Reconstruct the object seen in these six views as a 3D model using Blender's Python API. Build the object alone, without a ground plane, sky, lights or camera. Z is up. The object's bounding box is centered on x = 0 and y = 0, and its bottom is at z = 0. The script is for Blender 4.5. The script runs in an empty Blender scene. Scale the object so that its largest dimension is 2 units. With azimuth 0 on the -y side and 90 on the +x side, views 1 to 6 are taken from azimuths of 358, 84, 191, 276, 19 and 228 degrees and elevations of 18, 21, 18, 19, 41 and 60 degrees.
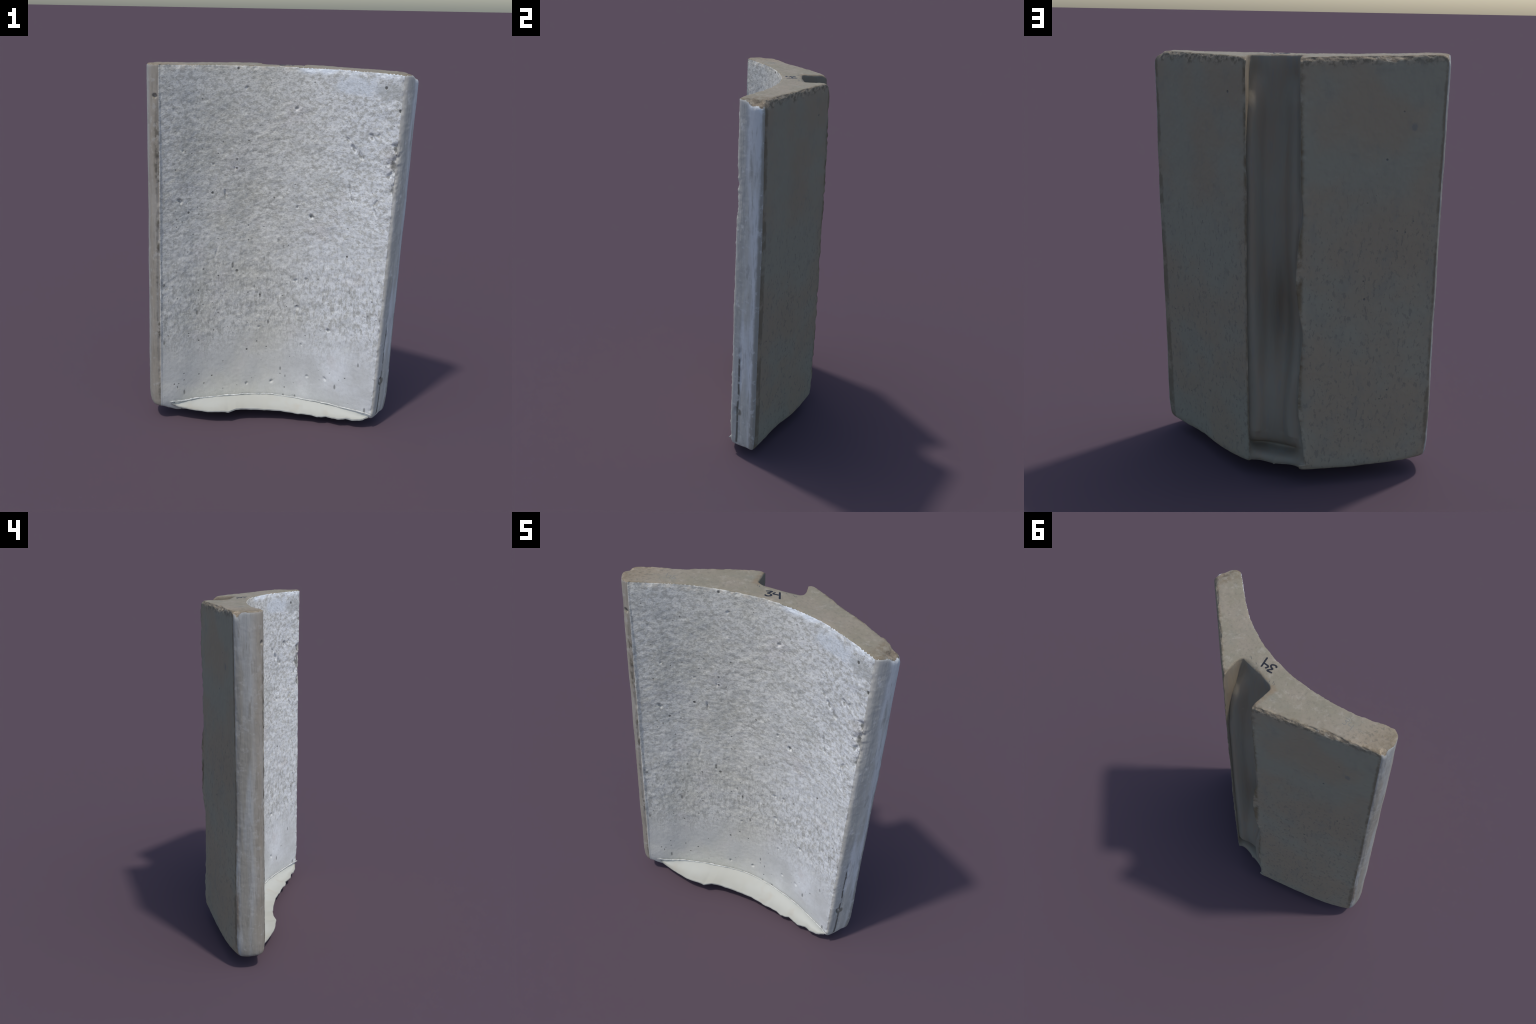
"""A tall cast-stone mould segment: concave working face in front, two flat
back faces meeting at a keyway groove, narrow end faces, a smooth cream lip
along the foot of the concave face and the number 34 written on top."""
import bpy, bmesh, math
import numpy as np
from mathutils import Vector
from mathutils.geometry import delaunay_2d_cdt

VOXEL = 0.0052
TAU = math.tau

# ------------------------------------------------------------------ noise
def _hash(ix, iy, iz, seed):
    h = (ix * 374761393 + iy * 668265263 + iz * 2147483647 + seed * 1274126177) & 0xFFFFFFFF
    h = ((h ^ (h >> 13)) * 1274126177) & 0xFFFFFFFF
    h = ((h ^ (h >> 16)) * 2246822519) & 0xFFFFFFFF
    return ((h ^ (h >> 15)) & 0xFFFF) / 65535.0

def noise(p, scale=1.0, seed=0):
    """value noise in -1..1 on an (n,3) array; scale may be a 3-tuple"""
    q = np.asarray(p, float) * np.asarray(scale, float) + 37.13 + seed * 5.71
    i = np.floor(q).astype(np.int64)
    f = q - i
    f = f * f * f * (f * (f * 6 - 15) + 10)
    out = 0
    for dx in (0, 1):
        wx = f[:, 0] if dx else 1 - f[:, 0]
        for dy in (0, 1):
            wy = f[:, 1] if dy else 1 - f[:, 1]
            for dz in (0, 1):
                wz = f[:, 2] if dz else 1 - f[:, 2]
                out = out + wx * wy * wz * _hash(i[:, 0] + dx, i[:, 1] + dy, i[:, 2] + dz, seed)
    return out * 2 - 1

def fbm(p, scale, octaves=3, seed=0):
    s, a, tot, norm = np.asarray(scale, float), 1.0, 0, 0
    for k in range(octaves):
        tot = tot + a * noise(p, s, seed + k)
        norm += a
        s, a = s * 2.03, a * 0.55
    return tot / norm

def sstep(a, b, x):
    t = np.clip((np.asarray(x, float) - a) / (b - a), 0, 1)
    return t * t * (3 - 2 * t)

# ------------------------------------------------------------- the section
# plan of the block at its top, in metres, walked counter-clockwise seen from above
ARC = [(-0.606, -0.153), (-0.558, -0.136), (-0.482, -0.105), (-0.401, -0.072), (-0.312, -0.047),
       (-0.223, -0.030), (-0.136, -0.019), (-0.050, -0.014), (0.037, -0.018), (0.134, -0.033),
       (0.216, -0.055), (0.308, -0.089), (0.395, -0.133), (0.515, -0.209), (0.608, -0.271)]
END_B = [(0.608, -0.271), (0.633, -0.263), (0.664, -0.238), (0.689, -0.210), (0.702, -0.182), (0.690, -0.157)]
BACK_B = [(0.690, -0.157), (0.155, 0.226)]
KEY_LEFT = [(0.155, 0.226), (0.164, 0.165), (0.171, 0.128), (0.165, 0.098), (0.142, 0.086)]
KEY_FLOOR = [(0.142, 0.086), (0.098, 0.087), (0.023, 0.099), (-0.036, 0.107), (-0.062, 0.120)]
KEY_RIGHT = [(-0.062, 0.120), (-0.066, 0.150), (-0.069, 0.190), (-0.075, 0.253)]
BACK_A = [(-0.075, 0.253), (-0.668, -0.010)]
END_A = [(-0.668, -0.010), (-0.674, -0.032), (-0.670, -0.090), (-0.645, -0.139), (-0.606, -0.153)]
SIDES = [("front", ARC), ("end_b", END_B), ("back_b", BACK_B), ("key_left", KEY_LEFT),
         ("key_floor", KEY_FLOOR), ("key_right", KEY_RIGHT), ("back_a", BACK_A), ("end_a", END_A)]
NAMES = [n for n, _ in SIDES]

def resample(pts, step, smooth):
    """points along a polyline every `step`, through a Catmull-Rom spline if smooth"""
    P = np.array(pts, float)
    if smooth and len(P) > 2:
        ext = np.vstack([2 * P[0] - P[1], P, 2 * P[-1] - P[-2]])
        out = []
        for k in range(1, len(ext) - 2):
            a, b, c, d = ext[k - 1:k + 3]
            for t in np.linspace(0, 1, 12, endpoint=False):
                out.append(0.5 * (2 * b + (c - a) * t + (2 * a - 5 * b + 4 * c - d) * t * t + (3 * b - a - 3 * c + d) * t ** 3))
        P = np.vstack([out, P[-1:]])
    seg = np.r_[0, np.cumsum(np.linalg.norm(np.diff(P, axis=0), axis=1))]
    n = max(1, int(round(seg[-1] / step)))
    s = np.linspace(0, seg[-1], n + 1)
    return np.column_stack([np.interp(s, seg, P[:, 0]), np.interp(s, seg, P[:, 1])])

outline, side_of = [], []
for i, (nm, pts) in enumerate(SIDES):
    r = resample(pts, 0.012, nm == "front" or nm.startswith("key"))
    outline += list(r[:-1])
    side_of += [i] * (len(r) - 1)
outline = np.array(outline)
side_of = np.array(side_of)
arc_line = resample(ARC, 0.01, True)
def arc_y(x):
    return np.interp(x, arc_line[:, 0], arc_line[:, 1])

def top_z(X, Y):
    return 1.982 - 0.019 * X - 0.015 * np.maximum(Y, 0) + 0.02 * np.minimum(Y + 0.1, 0)

def foot_z(X, Y):
    return 0.066 - 0.019 * X - 0.010 * sstep(0.48, 0.66, np.abs(X)) + 0.20 * np.clip(Y - 0.15, 0, 0.2)

def lean(X, Y, z):
    """the block leans a little and tapers towards its foot"""
    s = 2.0 - z
    X = X - 0.0115 * s * sstep(0.58, 0.68, X) * (1 - sstep(-0.19, -0.14, Y))
    x = X - (0.0195 + 0.0055 * X / 0.68) * s
    y = Y + 0.012 * sstep(-0.12, 0.12, Y) * s - 0.006 * s * sstep(-0.1, 0, Y) * (1 - sstep(0, 0.08, Y)) + 0.004 * s * (1 - sstep(-0.2, -0.1, Y))
    return x, y

# ---------------------------------------------------------------- raw block
def raw_block():
    bm = bmesh.new()
    n = len(outline)
    rows = 60
    rings = []
    for k in range(rows + 1):
        t = k / rows
        ring = []
        for X, Y in outline:
            z = foot_z(X, Y) * (1 - t) + top_z(X, Y) * t
            ring.append(bm.verts.new((X, Y, z)))
        rings.append(ring)
    for a, b in zip(rings, rings[1:]):
        for i in range(n):
            j = (i + 1) % n
            bm.faces.new((a[i], a[j], b[j], b[i]))
    loop = [(i, (i + 1) % n) for i in range(n)]
    for ring in (rings[0], rings[-1]):
        pts, _, tris, _, _, _ = delaunay_2d_cdt([Vector(p) for p in outline.tolist()], loop, [], 1, 1e-6)
        for t in tris:
            bm.faces.new([ring[i] for i in t])
    # plug that closes the foot of the keyway
    plug = [(0.185, 0.06), (0.185, 0.205), (0.150, 0.205), (0.04, 0.212), (-0.075, 0.226), (-0.11, 0.215), (-0.11, 0.06)]
    lo = [bm.verts.new((x, y, foot_z(x, y) + 0.0007)) for x, y in plug]
    hi = [bm.verts.new((x, y, 0.137 + 0.10 * (0.2 - y) * 0.3 - 0.02 * math.cos((x - 0.04) * 12))) for x, y in plug]
    m = len(plug)
    for i in range(m):
        j = (i + 1) % m
        bm.faces.new((lo[i], lo[j], hi[j], hi[i]))
    bm.faces.new(lo[::-1])
    bm.faces.new(hi)
    bmesh.ops.triangulate(bm, faces=[f for f in bm.faces if len(f.verts) > 4])
    bmesh.ops.recalc_face_normals(bm, faces=bm.faces)
    me = bpy.data.meshes.new("block")
    bm.to_mesh(me)
    bm.free()
    ob = bpy.data.objects.new("block", me)
    bpy.context.scene.collection.objects.link(ob)
    md = ob.modifiers.new("Remesh", "REMESH")
    md.mode, md.voxel_size, md.adaptivity = "VOXEL", VOXEL, 0.0
    dg = bpy.context.evaluated_depsgraph_get()
    out = bpy.data.meshes.new_from_object(ob.evaluated_get(dg))
    bpy.data.objects.remove(ob)
    bpy.data.meshes.remove(me)
    return out

mesh = raw_block()
nv = len(mesh.vertices)
P = np.empty(nv * 3)
mesh.vertices.foreach_get("co", P)
P = P.reshape(-1, 3)
ne = len(mesh.edges)
E = np.empty(ne * 2, np.int32)
mesh.edges.foreach_get("vertices", E)
E = E.reshape(-1, 2)
src, dst = np.r_[E[:, 0], E[:, 1]], np.r_[E[:, 1], E[:, 0]]
deg = np.bincount(src, minlength=nv)

def relax(V, weight, times):
    """Laplacian smoothing of the vertices that carry weight"""
    sel = np.where(weight > 1e-4)[0]
    slot = np.full(nv, -1)
    slot[sel] = np.arange(len(sel))
    keep = slot[src] >= 0
    a, b = slot[src[keep]], dst[keep]
    w, d = weight[sel][:, None], deg[sel][:, None]
    V = V.copy()
    for _ in range(times):
        avg = np.column_stack([np.bincount(a, V[b, c], len(sel)) for c in range(3)]) / d
        V[sel] += (avg - V[sel]) * w
    return V

def nearest_side(XY, chunk=20000):
    """distance to the outline and the side it belongs to"""
    A = outline
    B = np.roll(outline, -1, axis=0)
    D = B - A
    L2 = (D ** 2).sum(1)
    dist, lab = np.empty(len(XY)), np.empty(len(XY), int)
    for s in range(0, len(XY), chunk):
        q = XY[s:s + chunk]
        t = np.clip(((q[:, None, :] - A) * D).sum(2) / L2, 0, 1)
        d2 = ((q[:, None, :] - A - t[..., None] * D) ** 2).sum(2)
        k = d2.argmin(1)
        dist[s:s + chunk] = np.sqrt(d2[np.arange(len(q)), k])
        lab[s:s + chunk] = side_of[k]
    return dist, lab

side_d, side_l = nearest_side(P[:, :2])
T = top_z(P[:, 0], P[:, 1]) - P[:, 2]          # depth below the top
F = P[:, 2] - foot_z(P[:, 0], P[:, 1])         # height above the foot
X0, Y0, Z0 = P.T.copy()
ID = {n: i for i, n in enumerate(NAMES)}
is_top = (T < 0.004) & (side_d > 0.002)
is_foot = (F < 0.004) & (side_d > 0.002)

# rounding: light everywhere, strong around the foot
V = relax(P.copy(), np.full(nv, 0.5), 3)
V = relax(V, 0.6 * (1 - sstep(0.03, 0.085, F)), 70)
# broad wear of the narrow ends' vertical arrises
endw = np.exp(-((X0 + 0.672) ** 2 + (Y0 + 0.014) ** 2) / 0.024 ** 2) + 1.3 * np.exp(-((X0 - 0.690) ** 2 + (Y0 + 0.168) ** 2) / 0.032 ** 2)
V = relax(V, 0.5 * np.clip(endw, 0, 1) * (T > 0.01), 18)
V = relax(V, 0.6 * (1 - sstep(0.05, 0.13, F)) * sstep(0.54, 0.64, np.abs(X0)), 65)
V = relax(V, 0.5 * np.exp(-((X0 - 0.606) ** 2 + (Y0 + 0.268) ** 2) / 0.02 ** 2) * (F > 0.1), 12)

# the back faces swell towards the foot; the concave face is hollower in two places
def line_frame(a, b):
    a, b = np.array(a), np.array(b)
    d = (b - a) / np.linalg.norm(b - a)
    rel = np.column_stack([X0, Y0]) - a
    nrm = np.array([d[1], -d[0]])
    return -(rel @ nrm), nrm, rel @ d / np.linalg.norm(b - a)
db, nrm, along = line_frame(*BACK_B)
far = 1 - np.clip(along, 0, 1)
swell = 0.006 * (1 - sstep(1.9, 2.0, Z0)) + (0.001 + 0.014 * far) * (1 - sstep(1.15, 1.95, Z0)) + 0.007 * far * (1 - sstep(0.1, 0.8, Z0))
swell *= np.exp(-(np.maximum(db, 0) / 0.06) ** 2)
V[:, :2] += swell[:, None] * nrm * (X0 > 0.14)[:, None]
db, nrm, along = line_frame(*BACK_A)
swell = (0.003 + 0.007 * (1 - sstep(0.4, 1.15, Z0)) * (1 - sstep(0.3, 0.9, 1 - along)) + 0.006 * (1 - sstep(0.25, 0.95, Z0))) * np.exp(-(np.maximum(db, 0) / 0.06) ** 2)
V[:, :2] += swell[:, None] * nrm * (X0 < -0.06)[:, None]
face = np.exp(-(np.maximum(Y0 - arc_y(X0), 0) / 0.05) ** 2) * (np.abs(X0) < 0.6)
V[:, 1] += face * (0.013 * np.exp(-((X0 + 0.40) / 0.16) ** 2 - ((Z0 - 1.2) / 0.5) ** 2)
                   + 0.014 * np.exp(-((X0 - 0.45) / 0.10) ** 2 - ((Z0 - 1.45) / 0.28) ** 2)
                   + 0.008 * np.exp(-((X0 + 0.12) / 0.07) ** 2 - ((Z0 - 1.2) / 0.35) ** 2)
                   + 0.006 * np.exp(-((X0 + 0.56) / 0.06) ** 2) * sstep(0.15, 0.4, Z0) * (1 - sstep(1.6, 1.9, Z0)) + 0.003)

# belly of the foot
inner = np.min(np.column_stack([np.hypot(X0 - x, Y0 - y) for x, y in outline[side_of != 0][::3]]), axis=1)
belly = sstep(0.015, 0.13, inner) * (1 - sstep(0.0, 0.03, F)) * (1 - 0.75 * sstep(0.02, 0.16, Y0))
V[:, 2] -= belly * (0.068 - 0.02 * X0) * (0.35 + 0.65 * sstep(-0.62, -0.30, X0))

# inward directions of the sides
def mesh_normals(W):
    mesh.vertices.foreach_set("co", W.ravel())
    mesh.update()
    N = np.empty(nv * 3)
    mesh.vertices.foreach_get("normal", N)
    return N.reshape(-1, 3)
N = mesh_normals(V)
Q = np.column_stack([X0, Y0, Z0])

on = lambda *names: np.isin(side_l, [ID[n] for n in names])
front = on("front") & ~is_top & ~is_foot
amp = np.zeros(nv)
amp += 0.0022 * fbm(Q, 5, 2, 1) + 0.0007 * fbm(Q, 60, 2, 2)
rough = sstep(0.30, 0.62, Z0 + 0.07 * noise(Q, 3, 9)) * (0.35 + 0.65 * (1 - sstep(1.75, 1.95, Z0)))
skew = np.column_stack([X0 + 0.5 * Z0, Y0, Z0 - 0.45 * X0])
amp += np.where(front, rough * 0.0018 * fbm(skew, (15, 12, 17), 2, 5), 0)
amp += np.where(front, rough * (0.0019 * fbm(skew, (36, 26, 46), 3, 3)), 0)
amp += np.where(is_top, 0.0025 * fbm(Q, 9, 2, 20) + 0.0012 * fbm(Q, 70, 2, 21), 0)
amp += np.where(on("end_a", "end_b") & ~is_top, 0.0022 * fbm(Q, (10, 10, 5), 3, 30), 0)
V = V + N * amp[:, None]

# chipped arris between the top and the back faces / ends
def back_distance(a, b):
    a, b = np.array(a), np.array(b)
    d = (b - a) / np.linalg.norm(b - a)
    nrm = np.array([d[1], -d[0]])               # outward for a counter-clockwise walk
    rel = np.column_stack([X0, Y0]) - a
    return -(rel @ nrm), nrm, rel @ d, np.linalg.norm(b - a)
chip = np.zeros(nv)
for (a, b), seed, base, gain in ((BACK_A, 50, 0.003, 0.016), (BACK_B, 60, 0.003, 0.014)):
    db, nrm, along, length = back_distance(a, b)
    c = base + gain * np.clip(fbm(Q * (1, 1, 0.3), 9, 3, seed) + 0.18, 0, 1) + 0.006 * noise(Q, 34, seed + 5)
    if seed == 50:
        c += 0.009 * np.exp(-((along - 0.16) / 0.10) ** 2) + 0.008 * np.exp(-((along - 0.38) / 0.12) ** 2)
    else:
        c += 0.015 * np.exp(-((along - 0.03) / 0.07) ** 2)
    c *= sstep(-0.02, 0.03, along) * (1 - 0.7 * sstep(length - 0.14, length - 0.02, along)) + 0.35 * sstep(0.03, -0.02, along)
    near = (db > -0.02) & (db < 0.08) & (T < 0.09) & (along > -0.03) & (along < length + 0.01)
    viol = np.where(near, c - np.maximum(db, 0) - 0.62 * np.maximum(T, 0), 0)
    viol = np.maximum(viol, 0) * 0.8
    rough_chip = np.where(viol > 0.001, 0.003 * fbm(Q, 55, 2, seed + 9), 0)
    push = viol + rough_chip
    V[:, 0] -= nrm[0] * push * 0.85
    V[:, 1] -= nrm[1] * push * 0.85
    V[:, 2] -= push * 0.42
    chip = np.maximum(chip, viol)

# end corners at the top
for cx, cy, r in ((0.675, -0.20, 0.055), (0.70, -0.17, 0.05), (-0.672, -0.03, 0.04)):
    d = np.hypot(X0 - cx, Y0 - cy)
    w = np.clip(1 - (d + 0.9 * np.maximum(T, 0)) / r, 0, 1)
    w = w * (1 + 0.5 * fbm(Q, 40, 2, 70))
    s = 1 if cx > 0 else -1
    V[:, 0] -= s * 0.020 * w
    V[:, 2] -= 0.016 * w
    chip = np.maximum(chip, 0.006 * w)

V = relax(V, 0.5 * (1 - sstep(0.02, 0.07, T)) * sstep(0.60, 0.66, np.abs(X0)), 14)

# worn lips of the keyway
LIP_A = [(0.10, -0.012), (0.30, -0.010), (0.70, -0.018), (0.89, 0.009), (1.18, 0.005), (1.26, -0.011), (1.56, -0.009), (1.65, -0.002), (2.0, -0.004)]
LIP_A_X = [(0.20, -0.020), (0.42, 0.004), (0.62, -0.004), (0.80, -0.017), (0.87, -0.004), (1.02, 0.009), (1.21, 0.001), (1.33, -0.015), (1.45, -0.003), (1.7, -0.003), (2.0, 0.002)]
LIP_B = [(0.10, -0.006), (0.30, -0.003), (0.70, -0.002), (1.28, -0.001), (1.60, 0.001), (1.9, -0.004), (2.0, -0.004)]
LIP_B_X = [(0.10, 0.0), (0.8, 0.004), (1.5, -0.002), (2.0, 0.0)]
def soft(table, z):
    a = np.array(table)
    zz = np.linspace(0, 2, 200)
    v = np.interp(zz, a[:, 0], a[:, 1])
    v = np.convolve(np.pad(v, 4, mode="edge"), np.ones(9) / 9, "valid")
    return np.interp(z, zz, v)
for lx, ly, seed, tab, tabx in ((-0.075, 0.253, 80, LIP_A, LIP_A_X), (0.155, 0.226, 84, LIP_B, LIP_B_X)):
    d = np.hypot(X0 - lx, Y0 - ly)
    w = np.exp(-(d / 0.026) ** 2) * (F > 0.03)
    V[:, 1] += w * (soft(tab, Z0) + 0.004 - 0.004 * noise(Q, (30, 30, 45), seed + 1))
    V[:, 0] += np.exp(-(d / 0.040) ** 2) * 1.35 * soft(tabx, Z0) * (F > 0.03)
    topchip = np.exp(-(d / 0.026) ** 2) * np.clip(1 - T / 0.045, 0, 1)
    V[:, 2] -= 0.010 * topchip
    V[:, 1] -= 0.010 * topchip
# swelling of the keyway's left wall near the top, waviness of its right wall
kl = on("key_left") & (T > 0.004)
V[:, 0] -= np.where(kl, 0.007 * np.exp(-((Z0 - 1.80) / 0.10) ** 2) * sstep(0.08, 0.12, Y0) * (1 - sstep(0.19, 0.23, Y0)), 0)
# the floor of the keyway: deep at the top, shallow below, with a hollow half-way; it climbs to the sides
FLOOR = [(0.08, 0.140), (0.15, 0.158), (0.23, 0.185), (0.32, 0.200), (0.45, 0.198), (0.60, 0.178), (0.90, 0.166), (1.20, 0.163), (1.40, 0.168),
         (1.60, 0.150), (1.76, 0.128), (1.86, 0.106), (1.93, 0.098), (2.0, 0.094)]
kf = on("key_left", "key_floor", "key_right") & (T > 0.004) & (Y0 < 0.235) & (Z0 > 0.15)
u = np.abs(X0 - 0.046) / 0.115
fy = soft(FLOOR, Z0) + 0.058 * sstep(0.30, 0.88, u) * sstep(0.05, 0.22, T) * sstep(0.12, 0.25, Z0) + 0.004 * fbm(Q * (1, 0, 1), 6, 2, 95)
fy -= 0.072 * np.exp(-((X0 - 0.000) / 0.065) ** 2 - ((Z0 - 0.82) / 0.22) ** 2)
V[:, 1] = np.where(kf, np.maximum(V[:, 1], np.minimum(fy, 0.226 - 0.08 * (X0 - 0.046))), V[:, 1])
V = relax(V, 0.5 * (on("key_left", "key_floor", "key_right") & (Y0 < 0.20) & (T > 0.02) & (F > 0.03)), 14)
V = relax(V, 0.5 * ((X0 > -0.09) & (X0 < 0.18) & (Y0 > 0.08) & (Z0 > 0.06) & (Z0 < 0.25) & ~on("back_a", "back_b")), 90)
kr = on("key_right", "key_floor") & (T > 0.004)
V[:, 0] += np.where(kr & (X0 < 0) & (Y0 < 0.2), 0.008 * fbm(Q * (0, 0.6, 1), 4, 2, 90) * sstep(0.09, 0.13, Y0), 0)

# seams that run up the end faces, and the dark joint beside the concave face
def seam(cx, cy, z0, z1, width, depth, seed, wob=0.006):
    global V
    wx = wob * fbm(Q * (0, 0, 1), 7, 3, seed)
    d = np.hypot(X0 - cx, Y0 - cy - wx)
    w = np.exp(-(d / width) ** 2) * sstep(z0, z0 + 0.06, Z0) * (1 - sstep(z1 - 0.06, z1, Z0))
    w = w * np.clip(0.65 + 0.8 * noise(Q * (0, 0, 1), 24, seed + 3), 0, 1)
    V = V - N * (depth * w)[:, None]
seam(0.674, -0.230, 0.08, 0.72, 0.006, 0.009, 100)
seam(-0.655, -0.108, 0.10, 1.90, 0.007, 0.003, 104)
seam(-0.612, -0.151, 0.22, 1.62, 0.006, 0.007, 108, 0.002)
seam(-0.676, -0.022, 0.30, 1.90, 0.006, 0.004, 112, 0.002)
seam(0.694, -0.164, 0.15, 1.85, 0.006, 0.003, 116, 0.002)

# single knocks, holes and cracks: (X, z, half width, half height, turn, depth)
KNOCKS = [(0.215, 1.188, .010, .014, .2, .012), (0.140, 1.237, .007, .007, 0, .007), (-0.257, 1.306, .006, .024, .1, .007),
          (-0.157, 1.870, .008, .006, .3, .006), (0.109, 1.765, .009, .007, .4, .006), (0.165, 0.650, .012, .014, 0, .006),
          (-0.500, 1.278, .010, .020, .5, .008), (0.345, 0.537, .009, .009, 0, .008), (0.040, 0.179, .010, .009, 0, .007),
          (-0.107, 0.163, .008, .010, 0, .007), (0.203, 0.427, .007, .007, 0, .006), (0.151, 0.812, .010, .007, .5, .007),
          (0.209, 0.825, .007, .007, 0, .007), (0.247, 0.230, .008, .009, .4, .006), (0.346, 0.235, .007, .016, .6, .006),
          (0.405, 1.357, .007, .030, .12, .008), (0.418, 1.306, .006, .022, .25, .010), (0.374, 1.623, .022, .010, -.7, .008),
          (0.408, 1.580, .010, .026, .5, .011), (0.442, 1.545, .012, .026, .5, .009), (0.488, 1.644, .012, .018, .5, .009),
          (0.520, 1.655, .006, .012, -.3, .008), (0.602, 1.600, .018, .034, .2, .014), (0.598, 1.510, .024, .050, .1, .015),
          (0.578, 1.454, .020, .016, .7, .011), (0.604, 1.390, .016, .036, .1, .010), (0.526, 1.300, .006, .028, -.6, .008),
          (0.534, 1.250, .006, .026, .4, .007), (-0.209, 1.443, .007, .011, 0, .006), (-0.045, 0.522, .008, .008, 0, .006),
          (-0.326, 1.469, .007, .007, 0, .006), (-0.484, 1.548, .007, .007, 0, .006), (0.16, 0.60, .006, .03, 0, .004),
          (-0.3, 0.98, .006, .03, -.3, .003)]
kx = X0 - 0.0
for x, z, rx, rz, turn, dep in KNOCKS:
    gx = x + 0.0 if z > 1.7 else x
    u, v = X0 - gx, Z0 - z
    near = front & (np.abs(u) < 0.1) & (np.abs(v) < 0.12)
    a, b = u * math.cos(turn) + v * math.sin(turn), -u * math.sin(turn) + v * math.cos(turn)
    r = np.sqrt((a / rx) ** 2 + (b / rz) ** 2) + 0.35 * noise(Q, 70, 7)
    V = V - N * np.where(near, dep * (0.7 if x > 0.35 and z > 1.2 else 1.0) * (1 - sstep(0.35, 1.25, r)), 0)[:, None]
# crumbled arris of the concave face at the right hand end
w = np.exp(-(((X0 - 0.606) / 0.03) ** 2 + ((Y0 + 0.268) / 0.03) ** 2)) * sstep(1.30, 1.42, Z0) * (1 - sstep(1.58, 1.66, Z0))
V = V - N * (w * (0.006 + 0.010 * fbm(Q, 30, 3, 40)))[:, None]
w = np.exp(-(((X0 - 0.606) / 0.014) ** 2 + ((Y0 + 0.270) / 0.014) ** 2)) * (F > 0.05)
V = V - N * (w * (0.004 + 0.006 * fbm(Q, (20, 20, 30), 3, 44)))[:, None]
# crumbly top arris of the concave face
w = front & (T < 0.02)
V = V - N * np.where(w | (is_top & (Y0 - arc_y(X0) < 0.012)), 0.004 * np.clip(fbm(Q, 50, 3, 46) + 0.3, 0, 1), 0)[:, None]
# holes in the end faces
for cx, cy, z, ry, rz, dep in ((0.655, -0.243, 0.285, 0.014, 0.026, 0.012), (-0.628, -0.146, 1.835, 0.011, 0.012, 0.012)):
    r = np.sqrt(((Y0 - cy) / ry) ** 2 + ((X0 - cx) / 0.018) ** 2 + ((Z0 - z) / rz) ** 2)
    V = V - N * (dep * (1 - sstep(0.5, 1.1, r)))[:, None]

V[:, 0], V[:, 1] = lean(V[:, 0], V[:, 1], V[:, 2])
lo = V[:, 2].min()
V[:, 2] = (V[:, 2] - lo) * (2.0 / (V[:, 2].max() - lo))
N = mesh_normals(V)

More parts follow.
